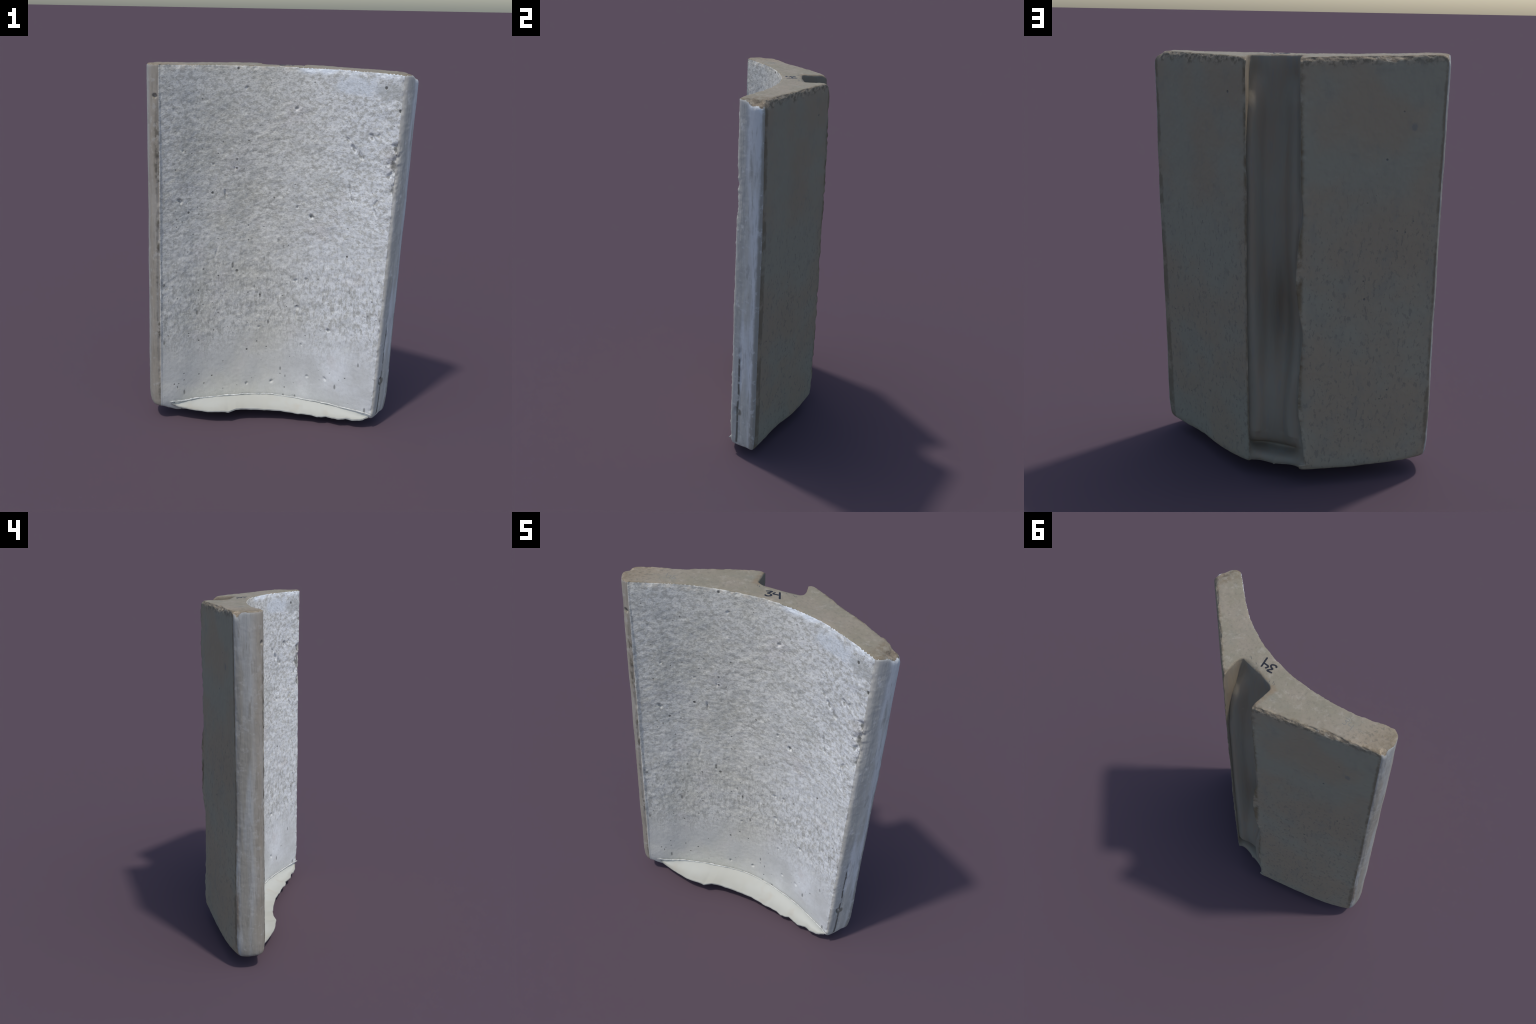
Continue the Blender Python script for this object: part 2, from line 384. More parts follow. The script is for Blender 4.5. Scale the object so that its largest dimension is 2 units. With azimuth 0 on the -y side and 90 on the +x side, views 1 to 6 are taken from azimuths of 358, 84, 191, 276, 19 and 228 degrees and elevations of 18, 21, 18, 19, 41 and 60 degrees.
# ----------------------------------------------------------------- materials
class Nodes:
    def __init__(self, name):
        self.mat = bpy.data.materials.new(name)
        self.mat.use_nodes = True
        self.t = self.mat.node_tree
        self.t.nodes.clear()
        self.out = self.t.nodes.new("ShaderNodeOutputMaterial")
        self.bsdf = self.t.nodes.new("ShaderNodeBsdfPrincipled")
        self.t.links.new(self.bsdf.outputs[0], self.out.inputs[0])
        self.coord = self.t.nodes.new("ShaderNodeTexCoord").outputs["Object"]
        self.bsdf.inputs["Roughness"].default_value = 0.85
        self.bsdf.inputs["Specular IOR Level"].default_value = 0.25

    def new(self, kind, **kw):
        n = self.t.nodes.new(kind)
        for k, v in kw.items():
            setattr(n, k, v)
        return n

    def put(self, sock, v):
        if isinstance(v, (int, float)):
            sock.default_value = v
        elif isinstance(v, (tuple, list)):
            sock.default_value = (*v, 1)[:len(sock.default_value)] if len(v) == 3 else v
        else:
            self.t.links.new(v, sock)

    def mapped(self, scale=(1, 1, 1), rot=(0, 0, 0), loc=(0, 0, 0)):
        m = self.new("ShaderNodeMapping")
        self.t.links.new(self.coord, m.inputs[0])
        m.inputs["Location"].default_value = loc
        m.inputs["Rotation"].default_value = rot
        m.inputs["Scale"].default_value = scale
        return m.outputs[0]

    def noise(self, scale, detail=3, rough=0.55, vec=None, distortion=0.0):
        n = self.new("ShaderNodeTexNoise")
        n.inputs["Scale"].default_value = scale
        n.inputs["Detail"].default_value = detail
        n.inputs["Roughness"].default_value = rough
        n.inputs["Distortion"].default_value = distortion
        self.t.links.new(vec if vec is not None else self.coord, n.inputs["Vector"])
        return n.outputs["Fac"]

    def ramp(self, fac, lo, hi, a=0.0, b=1.0):
        n = self.new("ShaderNodeMapRange", interpolation_type="SMOOTHSTEP")
        self.put(n.inputs[0], fac)
        for i, v in zip((1, 2, 3, 4), (lo, hi, a, b)):
            n.inputs[i].default_value = v
        return n.outputs[0]

    def math(self, op, a, b=0.0, clamp=False):
        n = self.new("ShaderNodeMath", operation=op, use_clamp=clamp)
        self.put(n.inputs[0], a)
        self.put(n.inputs[1], b)
        return n.outputs[0]

    def mix(self, fac, a, b, blend="MIX"):
        n = self.new("ShaderNodeMix", data_type="RGBA", blend_type=blend)
        self.put(n.inputs[0], fac)
        self.put(n.inputs[6], a)
        self.put(n.inputs[7], b)
        return n.outputs[2]

    def xyz(self):
        s = self.new("ShaderNodeSeparateXYZ")
        self.t.links.new(self.coord, s.inputs[0])
        return s.outputs

    def pits(self, scale, size, share, vec=None):
        """round specks: one in `share` of the Voronoi cells holds one"""
        v = self.new("ShaderNodeTexVoronoi")
        v.inputs["Scale"].default_value = scale
        self.t.links.new(vec if vec is not None else self.coord, v.inputs["Vector"])
        sep = self.new("ShaderNodeSeparateColor")
        self.t.links.new(v.outputs["Color"], sep.inputs[0])
        radius = self.math("MULTIPLY", self.ramp(sep.outputs[0], 1 - share, 1.0), size)
        return self.math("MULTIPLY", self.math("GREATER_THAN", radius, 0.001),
                         self.ramp(self.math("DIVIDE", v.outputs["Distance"], self.math("ADD", radius, 0.0001)), 0.6, 1.2, 1.0, 0.0))

    def blot(self, centre, radii, turn=0.0, wobble=0.35, scale=30):
        """soft ragged patch about a point of the x-z plane"""
        x, _, z = self.xyz()
        u = self.math("SUBTRACT", x, centre[0])
        v = self.math("SUBTRACT", z, centre[1])
        c, s = math.cos(turn), math.sin(turn)
        a = self.math("DIVIDE", self.math("ADD", self.math("MULTIPLY", u, c), self.math("MULTIPLY", v, s)), radii[0])
        b = self.math("DIVIDE", self.math("ADD", self.math("MULTIPLY", u, -s), self.math("MULTIPLY", v, c)), radii[1])
        r = self.math("SQRT", self.math("ADD", self.math("MULTIPLY", a, a), self.math("MULTIPLY", b, b)))
        n = self.math("MULTIPLY", self.math("SUBTRACT", self.noise(scale, 3), 0.5), wobble * 4)
        return self.ramp(self.math("ADD", r, n), 0.6, 1.3, 1.0, 0.0)

    def finish(self, colour, height=None, distance=0.004, strength=0.6, rough=None):
        self.put(self.bsdf.inputs["Base Color"], colour)
        if rough is not None:
            self.bsdf.inputs["Roughness"].default_value = rough
        if height is not None:
            b = self.new("ShaderNodeBump")
            b.inputs["Strength"].default_value = strength
            b.inputs["Distance"].default_value = distance
            self.put(b.inputs["Height"], height)
            self.t.links.new(b.outputs[0], self.bsdf.inputs["Normal"])
        return self.mat

def front_material():
    n = Nodes("grey_cast_face")
    x, _, z = n.xyz()
    tilt = n.mapped((1.5, 1.5, 2.1), (0, 0.42, 0))
    drip = n.mapped((2.2, 2, 1.0), (0, -0.2, 0))
    low = n.ramp(n.math("ADD", z, n.math("MULTIPLY", n.noise(3), 0.35)), 0.45, 0.78)     # 0 at the smooth foot
    broad = n.noise(3.2, 3)
    c = n.mix(n.ramp(broad, 0.35, 0.65), (0.59, 0.572, 0.495), (0.66, 0.648, 0.59))
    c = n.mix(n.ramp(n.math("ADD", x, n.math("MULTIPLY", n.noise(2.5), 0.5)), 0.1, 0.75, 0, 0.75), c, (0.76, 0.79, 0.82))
    c = n.mix(n.ramp(n.noise(5, 2), 0.56, 0.72, 0, 0.5), c, (0.60, 0.565, 0.535))
    c = n.mix(n.ramp(n.noise(4.1, 2), 0.58, 0.75, 0, 0.4), c, (0.46, 0.47, 0.42))
    fleck = n.noise(27, 5, 0.68, tilt)
    fleck2 = n.noise(25, 5, 0.7, drip)
    up = n.ramp(z, 0.7, 1.25)
    f = n.mix(up, fleck2, fleck)
    soft_low = n.math("ADD", n.math("MULTIPLY", low, 0.85), 0.15)
    dark = n.math("MULTIPLY", n.ramp(f, 0.44, 0.62, 0, 0.66), soft_low)
    c = n.mix(dark, c, (0.335, 0.325, 0.28))
    fine = n.mix(up, n.noise(62, 4, 0.7, drip), n.noise(62, 4, 0.7, tilt))
    c = n.mix(n.math("MULTIPLY", n.ramp(fine, 0.48, 0.66, 0, 0.55), soft_low), c, (0.31, 0.305, 0.27))
    c = n.mix(n.math("MULTIPLY", n.ramp(n.noise(7, 4, 0.6, tilt), 0.50, 0.68, 0, 0.35), soft_low), c, (0.36, 0.365, 0.345))
    lite = n.math("MULTIPLY", n.ramp(n.noise(44, 4, 0.7, tilt), 0.50, 0.70, 0, 0.55), n.math("ADD", n.math("MULTIPLY", low, 0.8), 0.2))
    c = n.mix(lite, c, (0.80, 0.795, 0.74))
    # washed, smoother foot
    c = n.mix(n.math("MULTIPLY", n.math("SUBTRACT", 1.0, low), n.ramp(n.noise(3.5, 2), 0.4, 0.65, 0.0, 0.6)), c, (0.46, 0.46, 0.43))
    # pale rub marks and a dull corner under the top edge
    rub = n.math("MULTIPLY", n.ramp(n.math("SUBTRACT", z, n.math("MULTIPLY", x, -0.02)), 1.945, 1.972), n.ramp(x, 0.08, 0.16))
    rub = n.math("MULTIPLY", rub, n.ramp(n.noise(9, 4), 0.38, 0.55))
    c = n.mix(n.math("MULTIPLY", rub, 0.85), c, (0.78, 0.83, 0.87))
    c = n.mix(n.math("MULTIPLY", n.blot((0.40, 1.90), (0.12, 0.045), 0.0), 0.5), c, (0.60, 0.655, 0.71))
    c = n.mix(n.math("MULTIPLY", n.blot((0.55, 1.885), (0.07, 0.05), 0.0), 0.6), c, (0.36, 0.37, 0.355))
    edge = n.math("MULTIPLY", n.ramp(z, 1.955, 1.975), n.ramp(n.noise(40, 3), 0.45, 0.6, 0, 0.7))
    c = n.mix(n.math("MULTIPLY", edge, n.ramp(x, 0.1, 0.0)), c, (0.56, 0.52, 0.44))
    # pin holes
    small = n.pits(36, 0.17, 0.45)
    big = n.pits(15, 0.135, 0.34)
    slot = n.math("MULTIPLY", n.pits(20, 0.21, 0.40, n.mapped((1.5, 1, 0.55), (0, -0.25, 0))), n.ramp(z, 1.2, 0.9))
    pit = n.math("MAXIMUM", n.math("MAXIMUM", n.math("MULTIPLY", small, 0.8), big), n.math("MULTIPLY", slot, 0.7))
    pit = n.math("MULTIPLY", pit, n.ramp(n.noise(4.5, 2), 0.36, 0.52, 0.25, 1.0))
    hole = 0.0
    for kx_, kz, rx, rz, turn, dep in KNOCKS:
        if dep >= 0.007:
            lx = kx_ - 0.021 * (2 - kz)
            hole = n.math("MAXIMUM", hole, n.math("MULTIPLY", n.blot((lx, kz), (rx * 0.55, rz * 0.55), turn, 0.55, 80), min(1.0, dep * 85)))
    c = n.mix(n.math("MULTIPLY", hole, 0.75), c, (0.13, 0.13, 0.115))
    c = n.mix(n.math("MULTIPLY", pit, 0.9), c, (0.085, 0.085, 0.075))
    h = n.math("ADD", n.math("MULTIPLY", fine, n.math("ADD", n.math("MULTIPLY", low, 0.9), 0.1)), n.math("MULTIPLY", n.noise(120, 3), 0.35))
    h = n.math("SUBTRACT", h, n.math("MULTIPLY", pit, 0.9))
    return n.finish(c, h, 0.004, 0.5, 0.78)

def back_material():
    n = Nodes("shade_darkened_back")
    x, _, z = n.xyz()
    c = n.mix(n.ramp(n.noise(2.2, 3), 0.40, 0.60), (0.295, 0.24, 0.168), (0.28, 0.258, 0.192))  # base tint darkened and warmed towards the shade baked into the scanned back
    c = n.mix(n.ramp(n.noise(4.5, 3), 0.5, 0.75, 0, 0.5), c, (0.27, 0.245, 0.185))
    c = n.mix(n.ramp(n.noise(1.6, 2), 0.56, 0.72, 0, 0.45), c, (0.28, 0.225, 0.16))
    low = n.ramp(n.math("ADD", z, n.math("MULTIPLY", n.noise(2.6), 0.6)), 1.95, 1.35)
    spk = n.math("MULTIPLY", n.ramp(n.noise(48, 3, 0.6, n.mapped((1.4, 1.4, 0.75), (0.0, 0.25, 0))), 0.54, 0.67, 0, 0.58), low)
    c = n.mix(spk, c, (0.175, 0.155, 0.125))
    pit = n.math("MAXIMUM", n.pits(16, 0.10, 0.10), n.math("MULTIPLY", n.pits(30, 0.13, 0.16), low))
    c = n.mix(n.math("MULTIPLY", pit, 0.8), c, (0.10, 0.10, 0.095))
    left = n.math("ABSOLUTE", n.math("SUBTRACT", n.math("ADD", x, 0.116), n.math("MULTIPLY", z, 0.0205)))
    right = n.math("ABSOLUTE", n.math("SUBTRACT", n.math("SUBTRACT", x, 0.111), n.math("MULTIPLY", z, 0.0215)))
    lips = n.ramp(n.math("ADD", n.math("MINIMUM", left, right), n.math("MULTIPLY", n.noise(40, 3), 0.012)), 0.014, 0.032, 1, 0)
    c = n.mix(n.math("MULTIPLY", lips, n.ramp(n.noise(9, 4, 0.65), 0.36, 0.54, 0, 0.85)), c, (0.14, 0.105, 0.06))
    rb = n.math("SUBTRACT", n.math("SUBTRACT", x, 0.622), n.math("MULTIPLY", z, 0.029))
    la = n.math("SUBTRACT", n.math("ADD", x, 0.697), n.math("MULTIPLY", z, 0.0145))
    line = n.math("MAXIMUM", n.ramp(n.math("ADD", rb, n.math("MULTIPLY", n.noise(22, 4, 0.65), 0.020)), 0.000, 0.012), n.ramp(n.math("SUBTRACT", la, n.math("MULTIPLY", n.noise(22, 4, 0.65), 0.020)), 0.008, -0.004))
    c = n.mix(n.math("MULTIPLY", line, n.ramp(n.noise(7, 4, 0.65), 0.38, 0.52, 0.1, 0.75)), c, (0.15, 0.12, 0.08))
    brow = n.ramp(n.math("ADD", n.math("ADD", z, n.math("MULTIPLY", x, 0.02)), n.math("MULTIPLY", n.noise(16, 4, 0.65), 0.11)), 1.995, 2.025)
    c = n.mix(n.math("MULTIPLY", brow, 0.75), c, n.mix(n.ramp(n.noise(45, 3), 0.42, 0.6), (0.13, 0.105, 0.07), (0.36, 0.29, 0.20)))
    c = n.mix(n.ramp(n.noise(12, 4, 0.65, n.mapped((1.3, 1.3, 0.8))), 0.50, 0.72, 0, 0.4), c, (0.22, 0.205, 0.165))
    c = n.mix(n.math("MULTIPLY", n.blot((-0.545, 1.70), (0.012, 0.018)), 0.6), c, (0.16, 0.16, 0.15))
    h = n.math("SUBTRACT", n.math("ADD", n.math("MULTIPLY", n.noise(90, 3), 0.3), n.math("MULTIPLY", n.noise(7, 2), 0.8)), n.math("ADD", pit, n.math("MULTIPLY", spk, 0.5)))
    return n.finish(c, h, 0.004, 0.5)

def key_material():
    n = Nodes("keyway_cast")
    x, y, z = n.xyz()
    run = n.mapped((6, 6, 0.7))
    c = n.mix(n.ramp(n.noise(3, 3, 0.5, run), 0.4, 0.62), (0.24, 0.215, 0.165), (0.25, 0.205, 0.15))  # groove colour lowered to carry part of its occlusion shadow
    c = n.mix(n.ramp(n.noise(6, 2, 0.5, run), 0.58, 0.7, 0, 0.5), c, (0.21, 0.205, 0.18))
    tan = n.math("MULTIPLY", n.ramp(n.math("ADD", z, n.math("MULTIPLY", n.noise(9), 0.15)), 1.66, 1.78), n.ramp(x, 0.128, 0.136))
    c = n.mix(n.math("MULTIPLY", tan, 0.5), c, (0.28, 0.225, 0.155))
    h = n.noise(8, 3, 0.5, run)
    return n.finish(c, h, 0.006, 0.4)

def end_material(name, warm):
    n = Nodes(name)
    x, y, z = n.xyz()
    run = n.mapped((5, 5, 0.6))
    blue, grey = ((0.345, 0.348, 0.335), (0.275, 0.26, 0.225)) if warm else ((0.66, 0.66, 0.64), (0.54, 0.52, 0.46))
    c = n.mix(n.ramp(n.noise(3, 3, 0.55, run), 0.38, 0.62), blue, grey)
    if warm:
        c = n.mix(n.math("MULTIPLY", n.ramp(y, -0.085, -0.125), 0.6), c, (0.29, 0.255, 0.205))
        line = n.math("MULTIPLY", n.ramp(y, -0.018, -0.004), n.ramp(n.noise(6, 3, 0.6, run), 0.4, 0.5))
        c = n.mix(n.math("MULTIPLY", line, 0.7), c, (0.16, 0.12, 0.085))
    else:
        c = n.mix(n.math("MULTIPLY", n.ramp(n.math("ADD", y, n.math("MULTIPLY", n.noise(14, 3), 0.02)), -0.208, -0.226), 0.75), c, (0.43, 0.42, 0.38))
    if not warm:
        over = n.ramp(n.math("ADD", y, n.math("MULTIPLY", n.noise(25, 3), 0.012)), -0.166, -0.150)
        c = n.mix(n.math("MULTIPLY", over, 0.8), c, (0.27, 0.25, 0.205))
    streak = n.ramp(n.noise(14, 4, 0.6, run), 0.52, 0.68, 0, 0.5)
    c = n.mix(streak, c, (0.20, 0.185, 0.155) if warm else (0.34, 0.33, 0.295))
    c = n.mix(n.ramp(n.noise(30, 3, 0.6), 0.55, 0.7, 0, 0.4), c, (0.42, 0.41, 0.385) if warm else (0.72, 0.71, 0.68))
    if warm:
        hole = n.blot((-0.632, 1.832), (0.0055, 0.009), 0, 0.1)
        seamc = n.math("MULTIPLY", n.ramp(n.math("ADD", y, n.math("MULTIPLY", n.noise(60), 0.006)), -0.1405, -0.1455), n.math("MULTIPLY", n.ramp(n.noise(11, 4, 0.65), 0.40, 0.5), n.ramp(z, 1.85, 1.6)))
    else:
        hole = n.blot((0.612, 0.285), (0.011, 0.02), 0, 0.15)
        seamc = n.math("MULTIPLY", n.math("MULTIPLY", n.ramp(n.math("ABSOLUTE", n.math("SUBTRACT", n.math("ADD", y, n.math("MULTIPLY", n.noise(7), 0.012)), -0.2215)), 0.003, 0.007, 1, 0), n.ramp(z, 0.72, 0.6)), n.ramp(n.noise(16, 3), 0.36, 0.5))
    c = n.mix(n.math("MULTIPLY", seamc, 0.85), c, (0.10, 0.09, 0.07))
    c = n.mix(n.math("MULTIPLY", hole, 0.8), c, (0.17, 0.15, 0.11))
    c = n.mix(n.math("MULTIPLY", n.pits(26, 0.13, 0.08), 0.7), c, (0.14, 0.13, 0.12))
    h = n.math("ADD", n.noise(12, 3, 0.55, run), n.math("MULTIPLY", n.noise(80, 3), 0.3))
    return n.finish(c, h, 0.005, 0.5, 0.7)

def top_material():
    n = Nodes("rubbed_top")
    x, y, z = n.xyz()
    c = n.mix(n.ramp(n.noise(5, 3), 0.38, 0.62), (0.225, 0.203, 0.150), (0.255, 0.222, 0.170))
    c = n.mix(n.ramp(n.noise(9, 3), 0.5, 0.72, 0, 0.5), c, (0.20, 0.195, 0.155))
    tan = n.ramp(n.math("ADD", x, n.math("MULTIPLY", n.noise(8), 0.25)), -0.32, -0.46)
    c = n.mix(n.math("MULTIPLY", tan, 0.7), c, (0.265, 0.215, 0.152))
    grain = n.math("MULTIPLY", n.ramp(n.noise(60, 4, 0.7), 0.50, 0.66, 0, 0.8), n.math("ADD", n.math("MULTIPLY", tan, 0.5), 0.4))
    c = n.mix(grain, c, (0.135, 0.125, 0.10))
    c = n.mix(n.ramp(n.noise(24, 4, 0.65), 0.54, 0.70, 0, 0.5), c, (0.34, 0.31, 0.255))
    # brown dirt and wear along the outer rims
    da = n.math("SUBTRACT", n.math("ADD", n.math("MULTIPLY", x, 0.405), 0.262), n.math("MULTIPLY", y, 0.914))
    db = n.math("SUBTRACT", n.math("SUBTRACT", 0.278, n.math("MULTIPLY", x, 0.582)), n.math("MULTIPLY", y, 0.813))
    ragged = n.math("MULTIPLY", n.noise(20, 4, 0.65), 0.05)
    worn = n.ramp(n.math("ADD", n.math("MINIMUM", da, db), ragged), 0.030, 0.050, 1, 0)
    c = n.mix(n.math("MULTIPLY", worn, 0.6), c, n.mix(n.ramp(n.noise(40, 3), 0.42, 0.6), (0.15, 0.115, 0.07), (0.33, 0.27, 0.19)))
    c = n.mix(n.ramp(n.noise(3.5, 4, 0.6, None, 0.6), 0.52, 0.68, 0, 0.4), c, (0.19, 0.165, 0.115))
    ends = n.ramp(n.math("ADD", n.math("ABSOLUTE", n.math("ADD", x, 0.01)), n.math("MULTIPLY", n.noise(11, 4, 0.65), 0.22)), 0.64, 0.74)
    c = n.mix(n.math("MULTIPLY", ends, n.ramp(n.noise(32, 4, 0.7), 0.40, 0.62, 0.1, 0.8)), c, (0.17, 0.135, 0.09))
    # brown staining of the notch rim
    rim = n.math("MULTIPLY", n.ramp(n.math("ADD", y, n.math("MULTIPLY", n.noise(30, 3), 0.05)), 0.105, 0.135), n.ramp(n.math("ABSOLUTE", n.math("SUBTRACT", x, 0.04)), 0.145, 0.115))
    c = n.mix(n.math("MULTIPLY", rim, n.ramp(n.noise(26, 3), 0.35, 0.6, 0.2, 0.8)), c, (0.20, 0.15, 0.095))
    h = n.math("ADD", n.noise(14, 3), n.math("MULTIPLY", n.noise(90, 3), 0.5))
    return n.finish(c, h, 0.003, 0.6)

def chip_material():
    n = Nodes("broken_edge")
    c = n.mix(n.ramp(n.noise(22, 3, 0.6), 0.4, 0.6), (0.21, 0.17, 0.12), (0.33, 0.27, 0.19))
    c = n.mix(n.ramp(n.noise(50, 3, 0.6), 0.52, 0.66, 0, 0.7), c, (0.14, 0.115, 0.085))
    c = n.mix(n.ramp(n.noise(37, 3, 0.6), 0.58, 0.70, 0, 0.6), c, (0.38, 0.34, 0.27))
    return n.finish(c, n.noise(55, 4, 0.65), 0.008, 0.8, 0.9)

def foot_material():
    n = Nodes("plain_foot")
    c = n.mix(n.ramp(n.noise(4, 2), 0.4, 0.6), (0.30, 0.28, 0.235), (0.33, 0.30, 0.25))
    return n.finish(c, n.noise(20, 2), 0.003, 0.3)

def lip_material():
    n = Nodes("cream_lip")
    c = n.mix(n.ramp(n.noise(6, 2), 0.4, 0.62), (0.42, 0.42, 0.375), (0.44, 0.445, 0.405))
    c = n.mix(n.ramp(n.noise(9, 2), 0.6, 0.75, 0, 0.5), c, (0.40, 0.355, 0.29))
    return n.finish(c, n.noise(18, 2), 0.002, 0.3, 0.6)

def ridge_material():
    n = Nodes("pale_crumb")
    c = n.mix(n.ramp(n.noise(40, 3), 0.4, 0.6), (0.50, 0.51, 0.48), (0.66, 0.66, 0.62))
    return n.finish(c, n.noise(60, 3), 0.004, 0.6)

def ink_material(name, colour):
    n = Nodes(name)
    return n.finish(n.mix(n.noise(120, 2), colour, tuple(v * 1.6 for v in colour)), None, rough=0.55)

# ------------------------------------------------------------------ assembly
root = bpy.data.objects.new("mould_segment", None)
bpy.context.scene.collection.objects.link(root)
root["label"] = "grey cast stone mould segment with concave face and keyway groove"
root["category"] = "mould block"

def add(name, me, mat, parent=root):
    ob = bpy.data.objects.new(name, me)
    bpy.context.scene.collection.objects.link(ob)
    ob.parent = parent
    me.materials.clear()
    me.materials.append(mat)
    return ob

# faces of the body sorted by region
nf = len(mesh.polygons)
LV = np.empty(nf * 4, np.int32)
loops = np.empty(len(mesh.loops), np.int32)
mesh.loops.foreach_get("vertex_index", loops)
tot = np.empty(nf, np.int32)
start = np.empty(nf, np.int32)
mesh.polygons.foreach_get("loop_total", tot)
mesh.polygons.foreach_get("loop_start", start)
idx = np.minimum(np.arange(4)[None, :], tot[:, None] - 1) + start[:, None]
FV = loops[idx]
fT, fF = T[FV].mean(1), F[FV].mean(1)
fX, fY = X0[FV].mean(1), Y0[FV].mean(1)
fd, fl = nearest_side(np.column_stack([fX, fY]))
REGIONS = ["front_face", "side_face", "side_face.001", "back_face", "back_face.001", "keyway", "top_face", "foot", "broken_edge"]
reg = np.empty(nf, int)
table = {"front": 0, "end_a": 1, "end_b": 2, "back_a": 3, "back_b": 4, "key_left": 5, "key_floor": 5, "key_right": 5}
for k, v in table.items():
    reg[fl == ID[k]] = v
reg[(fT < 0.0045) & (fd > 0.0005)] = 6
reg[(fF < 0.010) & (fd > 0.004)] = 7
inkey = (fX > -0.08) & (fX < 0.17) & (fY > 0.09) & (fF < 0.12) & (fd > 0.004) & (fF > 0.005)
reg[inkey] = 5
reg[(chip[FV].mean(1) > 0.0022) & (reg != 0)] = 8

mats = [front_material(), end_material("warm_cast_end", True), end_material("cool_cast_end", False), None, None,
        key_material(), top_material(), foot_material(), chip_material()]
mats[3] = mats[4] = back_material()
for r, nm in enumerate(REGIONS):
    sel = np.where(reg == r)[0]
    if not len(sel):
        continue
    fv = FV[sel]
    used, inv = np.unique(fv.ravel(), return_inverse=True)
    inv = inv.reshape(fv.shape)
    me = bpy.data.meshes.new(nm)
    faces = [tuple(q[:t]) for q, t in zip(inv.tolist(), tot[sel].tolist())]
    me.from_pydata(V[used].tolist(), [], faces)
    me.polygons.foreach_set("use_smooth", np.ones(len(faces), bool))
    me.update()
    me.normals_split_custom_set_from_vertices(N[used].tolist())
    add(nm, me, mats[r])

# ------------------------------------------------------- cream lip at the foot
# free edge of the lip: (x, y, z)
EDGE = [(-0.575, -0.126, 0.100), (-0.530, -0.136, 0.084), (-0.446, -0.158, 0.077), (-0.367, -0.176, 0.074),
        (-0.330, -0.181, 0.075), (-0.290, -0.180, 0.074), (-0.247, -0.180, 0.072), (-0.205, -0.160, 0.077), (-0.150, -0.150, 0.076),
        (-0.055, -0.149, 0.070), (0.037, -0.152, 0.066), (0.098, -0.164, 0.062), (0.180, -0.180, 0.058), (0.231, -0.188, 0.055),
        (0.262, -0.204, 0.051), (0.310, -0.197, 0.051), (0.378, -0.232, 0.052), (0.421, -0.228, 0.055), (0.455, -0.246, 0.052),
        (0.514, -0.254, 0.060), (0.546, -0.252, 0.076)]
JOIN_Z = [(-0.70, 0.105), (-0.566, 0.102), (-0.45, 0.098), (-0.314, 0.095), (0.012, 0.096), (0.10, 0.090), (0.193, 0.083), (0.40, 0.083), (0.60, 0.090)]
def join_z(x):
    return np.interp(x, [a for a, _ in JOIN_Z], [b for _, b in JOIN_Z])

def foot_arc(x):
    """plan of the concave face at lip height"""
    xs, ys = lean(arc_line[:, 0], arc_line[:, 1], np.full(len(arc_line), 0.1))
    return np.interp(x, xs, ys)

rng = np.random.default_rng(34)
edge = np.array(EDGE)
seglen = np.r_[0, np.cumsum(np.linalg.norm(np.diff(edge, axis=0), axis=1))]
M, R = 260, 12
s = np.linspace(0, seglen[-1], M)
ex, ey, ez = (np.interp(s, seglen, edge[:, i]) for i in range(3))
jag = np.column_stack([s, 0 * s, 0 * s])
ragged = np.clip(sstep(-0.02, 0.05, s) * (0.4 + noise(jag, 5, 2)), 0.1, 1) * fbm(jag, 45, 3, 4)
ey = ey + 0.005 * ragged
ez = ez + 0.003 * fbm(jag, 30, 2, 8)
bm = bmesh.new()
top_rows, low_rows = [], []
taper = sstep(0.0, 0.15, s) * (1 - sstep(seglen[-1] - 0.10, seglen[-1], s))
for r in range(R + 1):
    t = r / R
    a, b = [], []
    for i in range(M):
        fx = ex[i]
        jy, jz = foot_arc(fx) + 0.014, join_z(fx) + 0.006
        y = jy + (ey[i] - jy) * t
        sag = 0.010 * math.sin(math.pi * t)
        z = jz + (ez[i] - jz) * (t ** 0.9) - sag * 1.5 + 0.0015 * math.sin(fx * 9 + t * 3)
        a.append(bm.verts.new((fx, y, z)))
        zl = ez[i] - 0.007 - (ez[i] - 0.030) * 0.75 * taper[i] * min(1.0, (1 - t) * 1.6)
        b.append(bm.verts.new((fx, y, min(zl, z - 0.005))))
    top_rows.append(a)
    low_rows.append(b)
for r in range(R):
    for i in range(M - 1):
        bm.faces.new((top_rows[r][i], top_rows[r + 1][i], top_rows[r + 1][i + 1], top_rows[r][i + 1]))
        bm.faces.new((low_rows[r][i], low_rows[r][i + 1], low_rows[r + 1][i + 1], low_rows[r + 1][i]))
for i in range(M - 1):
    bm.faces.new((top_rows[R][i], low_rows[R][i], low_rows[R][i + 1], top_rows[R][i + 1]))
    bm.faces.new((top_rows[0][i], top_rows[0][i + 1], low_rows[0][i + 1], low_rows[0][i]))
for r in range(R):
    bm.faces.new((top_rows[r][0], low_rows[r][0], low_rows[r + 1][0], top_rows[r + 1][0]))
    bm.faces.new((top_rows[r][-1], top_rows[r + 1][-1], low_rows[r + 1][-1], low_rows[r][-1]))
bmesh.ops.recalc_face_normals(bm, faces=bm.faces)
me = bpy.data.meshes.new("foot_lip")
bm.to_mesh(me)
bm.free()
me.polygons.foreach_set("use_smooth", np.ones(len(me.polygons), bool))
me.set_sharp_from_angle(angle=math.radians(50))
lip = add("foot_lip", me, lip_material())

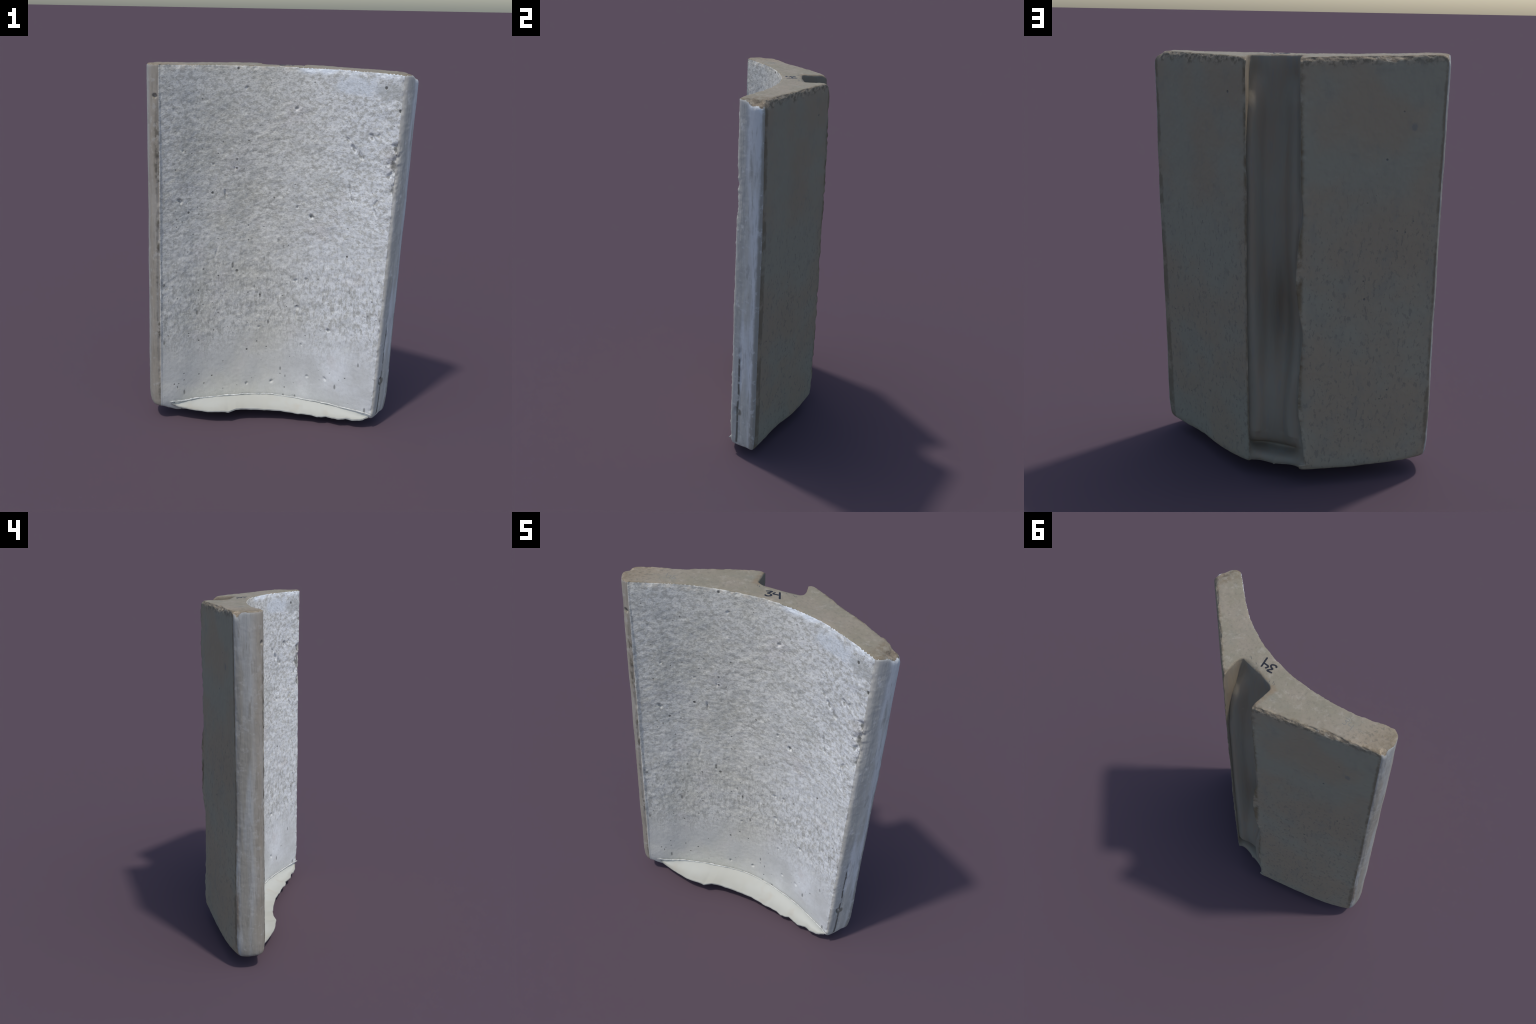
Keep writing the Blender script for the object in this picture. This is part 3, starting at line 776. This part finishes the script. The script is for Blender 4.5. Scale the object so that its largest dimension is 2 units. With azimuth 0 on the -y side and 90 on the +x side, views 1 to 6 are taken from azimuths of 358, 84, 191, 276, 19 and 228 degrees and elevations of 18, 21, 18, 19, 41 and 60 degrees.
# crumbly bead where the lip meets the concave face
bm = bmesh.new()
K = 520
xs = np.linspace(-0.585, 0.556, K)
wob = np.column_stack([xs, 0 * xs, 0 * xs])
rad = 0.0030 + 0.0045 * np.clip(fbm(wob, 30, 4, 12), -0.45, 1)
hz = join_z(xs) + 0.004 * fbm(wob, 14, 3, 14) + 0.002
hy = foot_arc(xs) - 0.001 + 0.002 * fbm(wob, 30, 2, 16)
prev = None
for i in range(K):
    ring = [bm.verts.new((xs[i], hy[i] + rad[i] * 0.8 * math.cos(a), hz[i] + rad[i] * (1.0 + 0.3 * (math.sin(a) > 0)) * math.sin(a))) for a in np.linspace(0, TAU, 9)[:-1]]
    if prev:
        for k in range(8):
            bm.faces.new((prev[k], prev[(k + 1) % 8], ring[(k + 1) % 8], ring[k]))
    else:
        bm.faces.new(ring[::-1])
    prev = ring
bm.faces.new(prev)
bmesh.ops.recalc_face_normals(bm, faces=bm.faces)
me = bpy.data.meshes.new("lip_ridge")
bm.to_mesh(me)
bm.free()
me.polygons.foreach_set("use_smooth", np.ones(len(me.polygons), bool))
add("lip_ridge", me, ridge_material(), lip)

# ------------------------------------------------------------ the number 34
from mathutils.bvhtree import BVHTree
top_obj = bpy.data.objects["top_face"]
tree = BVHTree.FromPolygons([v.co for v in top_obj.data.vertices], [tuple(p.vertices) for p in top_obj.data.polygons])

def on_top(x, y):
    hit = tree.ray_cast(Vector((x, y, 3)), Vector((0, 0, -1)))
    return hit[0].z if hit[0] else 1.97

def stroke(name, lines, width, mat, lift, fade=0.0):
    """pen strokes lying on the top, each a thin flattened bead with round ends"""
    bm = bmesh.new()
    for line in lines:
        pts = resample(line, 0.0012, len(line) > 2)
        m = len(pts)
        tang = np.gradient(pts, axis=0) if m > 2 else np.tile(pts[-1] - pts[0], (m, 1))
        tang /= np.linalg.norm(tang, axis=1)[:, None] + 1e-9
        nrm = np.column_stack([-tang[:, 1], tang[:, 0]])
        prev = None
        for i in range(m):
            e = min(i, m - 1 - i) * 0.0012
            w = 0.5 * width * math.sqrt(max(0.04, 1 - max(0, 1 - e / (0.5 * width)) ** 2))
            row = []
            for u, hgt in ((-1, -0.3), (-0.8, 0.8), (0, 1), (0.8, 0.8), (1, -0.3)):
                x, y = pts[i] + nrm[i] * w * u
                row.append(bm.verts.new((x, y, on_top(x, y) + lift * hgt)))
            if prev:
                for k in range(4):
                    bm.faces.new((prev[k], row[k], row[k + 1], prev[k + 1]))
                bm.faces.new((prev[4], row[4], row[0], prev[0]))
            else:
                bm.faces.new(row)
            prev = row
        bm.faces.new(prev[::-1])
    bmesh.ops.recalc_face_normals(bm, faces=bm.faces)
    me = bpy.data.meshes.new(name)
    bm.to_mesh(me)
    bm.free()
    return add(name, me, mat, top_obj)

ink = ink_material("black_marker", (0.012, 0.013, 0.018))
lead = ink_material("pencil_grey", (0.14, 0.135, 0.12))
three = [(0.0002, 0.0535), (0.0263, 0.0608), (0.0235, 0.049), (0.016, 0.0371), (0.028, 0.0343), (0.0371, 0.0282), (0.0357, 0.0197),
         (0.0247, 0.0124), (0.0136, 0.0137), (0.0109, 0.0209)]
stroke("painted_number", [three, [(0.0453, 0.0599), (0.0418, 0.0411), (0.071, 0.0423)], [(0.0853, 0.0078), (0.0633, 0.0683)]], 0.0100, ink, 0.0008)
stroke("pencilled_number", [[(-0.4146, -0.0267), (-0.4371, -0.0316), (-0.4383, -0.0218), (-0.4261, -0.0143), (-0.4371, -0.0109), (-0.4401, 0.003), (-0.4254, 0.007)],
                            [(-0.4519, -0.0293), (-0.4503, -0.0102), (-0.4565, -0.0078), (-0.4677, -0.0126)],
                            [(-0.4693, -0.0269), (-0.4783, 0.0098)]], 0.0032, lead, 0.0005)
# dark scuffs beside the keyway
scuff = ink_material("dark_scuff", (0.10, 0.095, 0.08))
stroke("scuff", [[(0.150, 0.062), (0.141, 0.070)], [(0.143, 0.060), (0.134, 0.067)], [(0.137, 0.065), (0.128, 0.072)],
                 [(-0.040, 0.078), (-0.047, 0.092)], [(-0.052, 0.084), (-0.058, 0.095)], [(-0.025, 0.092), (-0.030, 0.099)],
                 [(0.100, 0.068), (0.090, 0.074)]], 0.004, scuff, 0.0005)
bpy.data.meshes.remove(mesh)
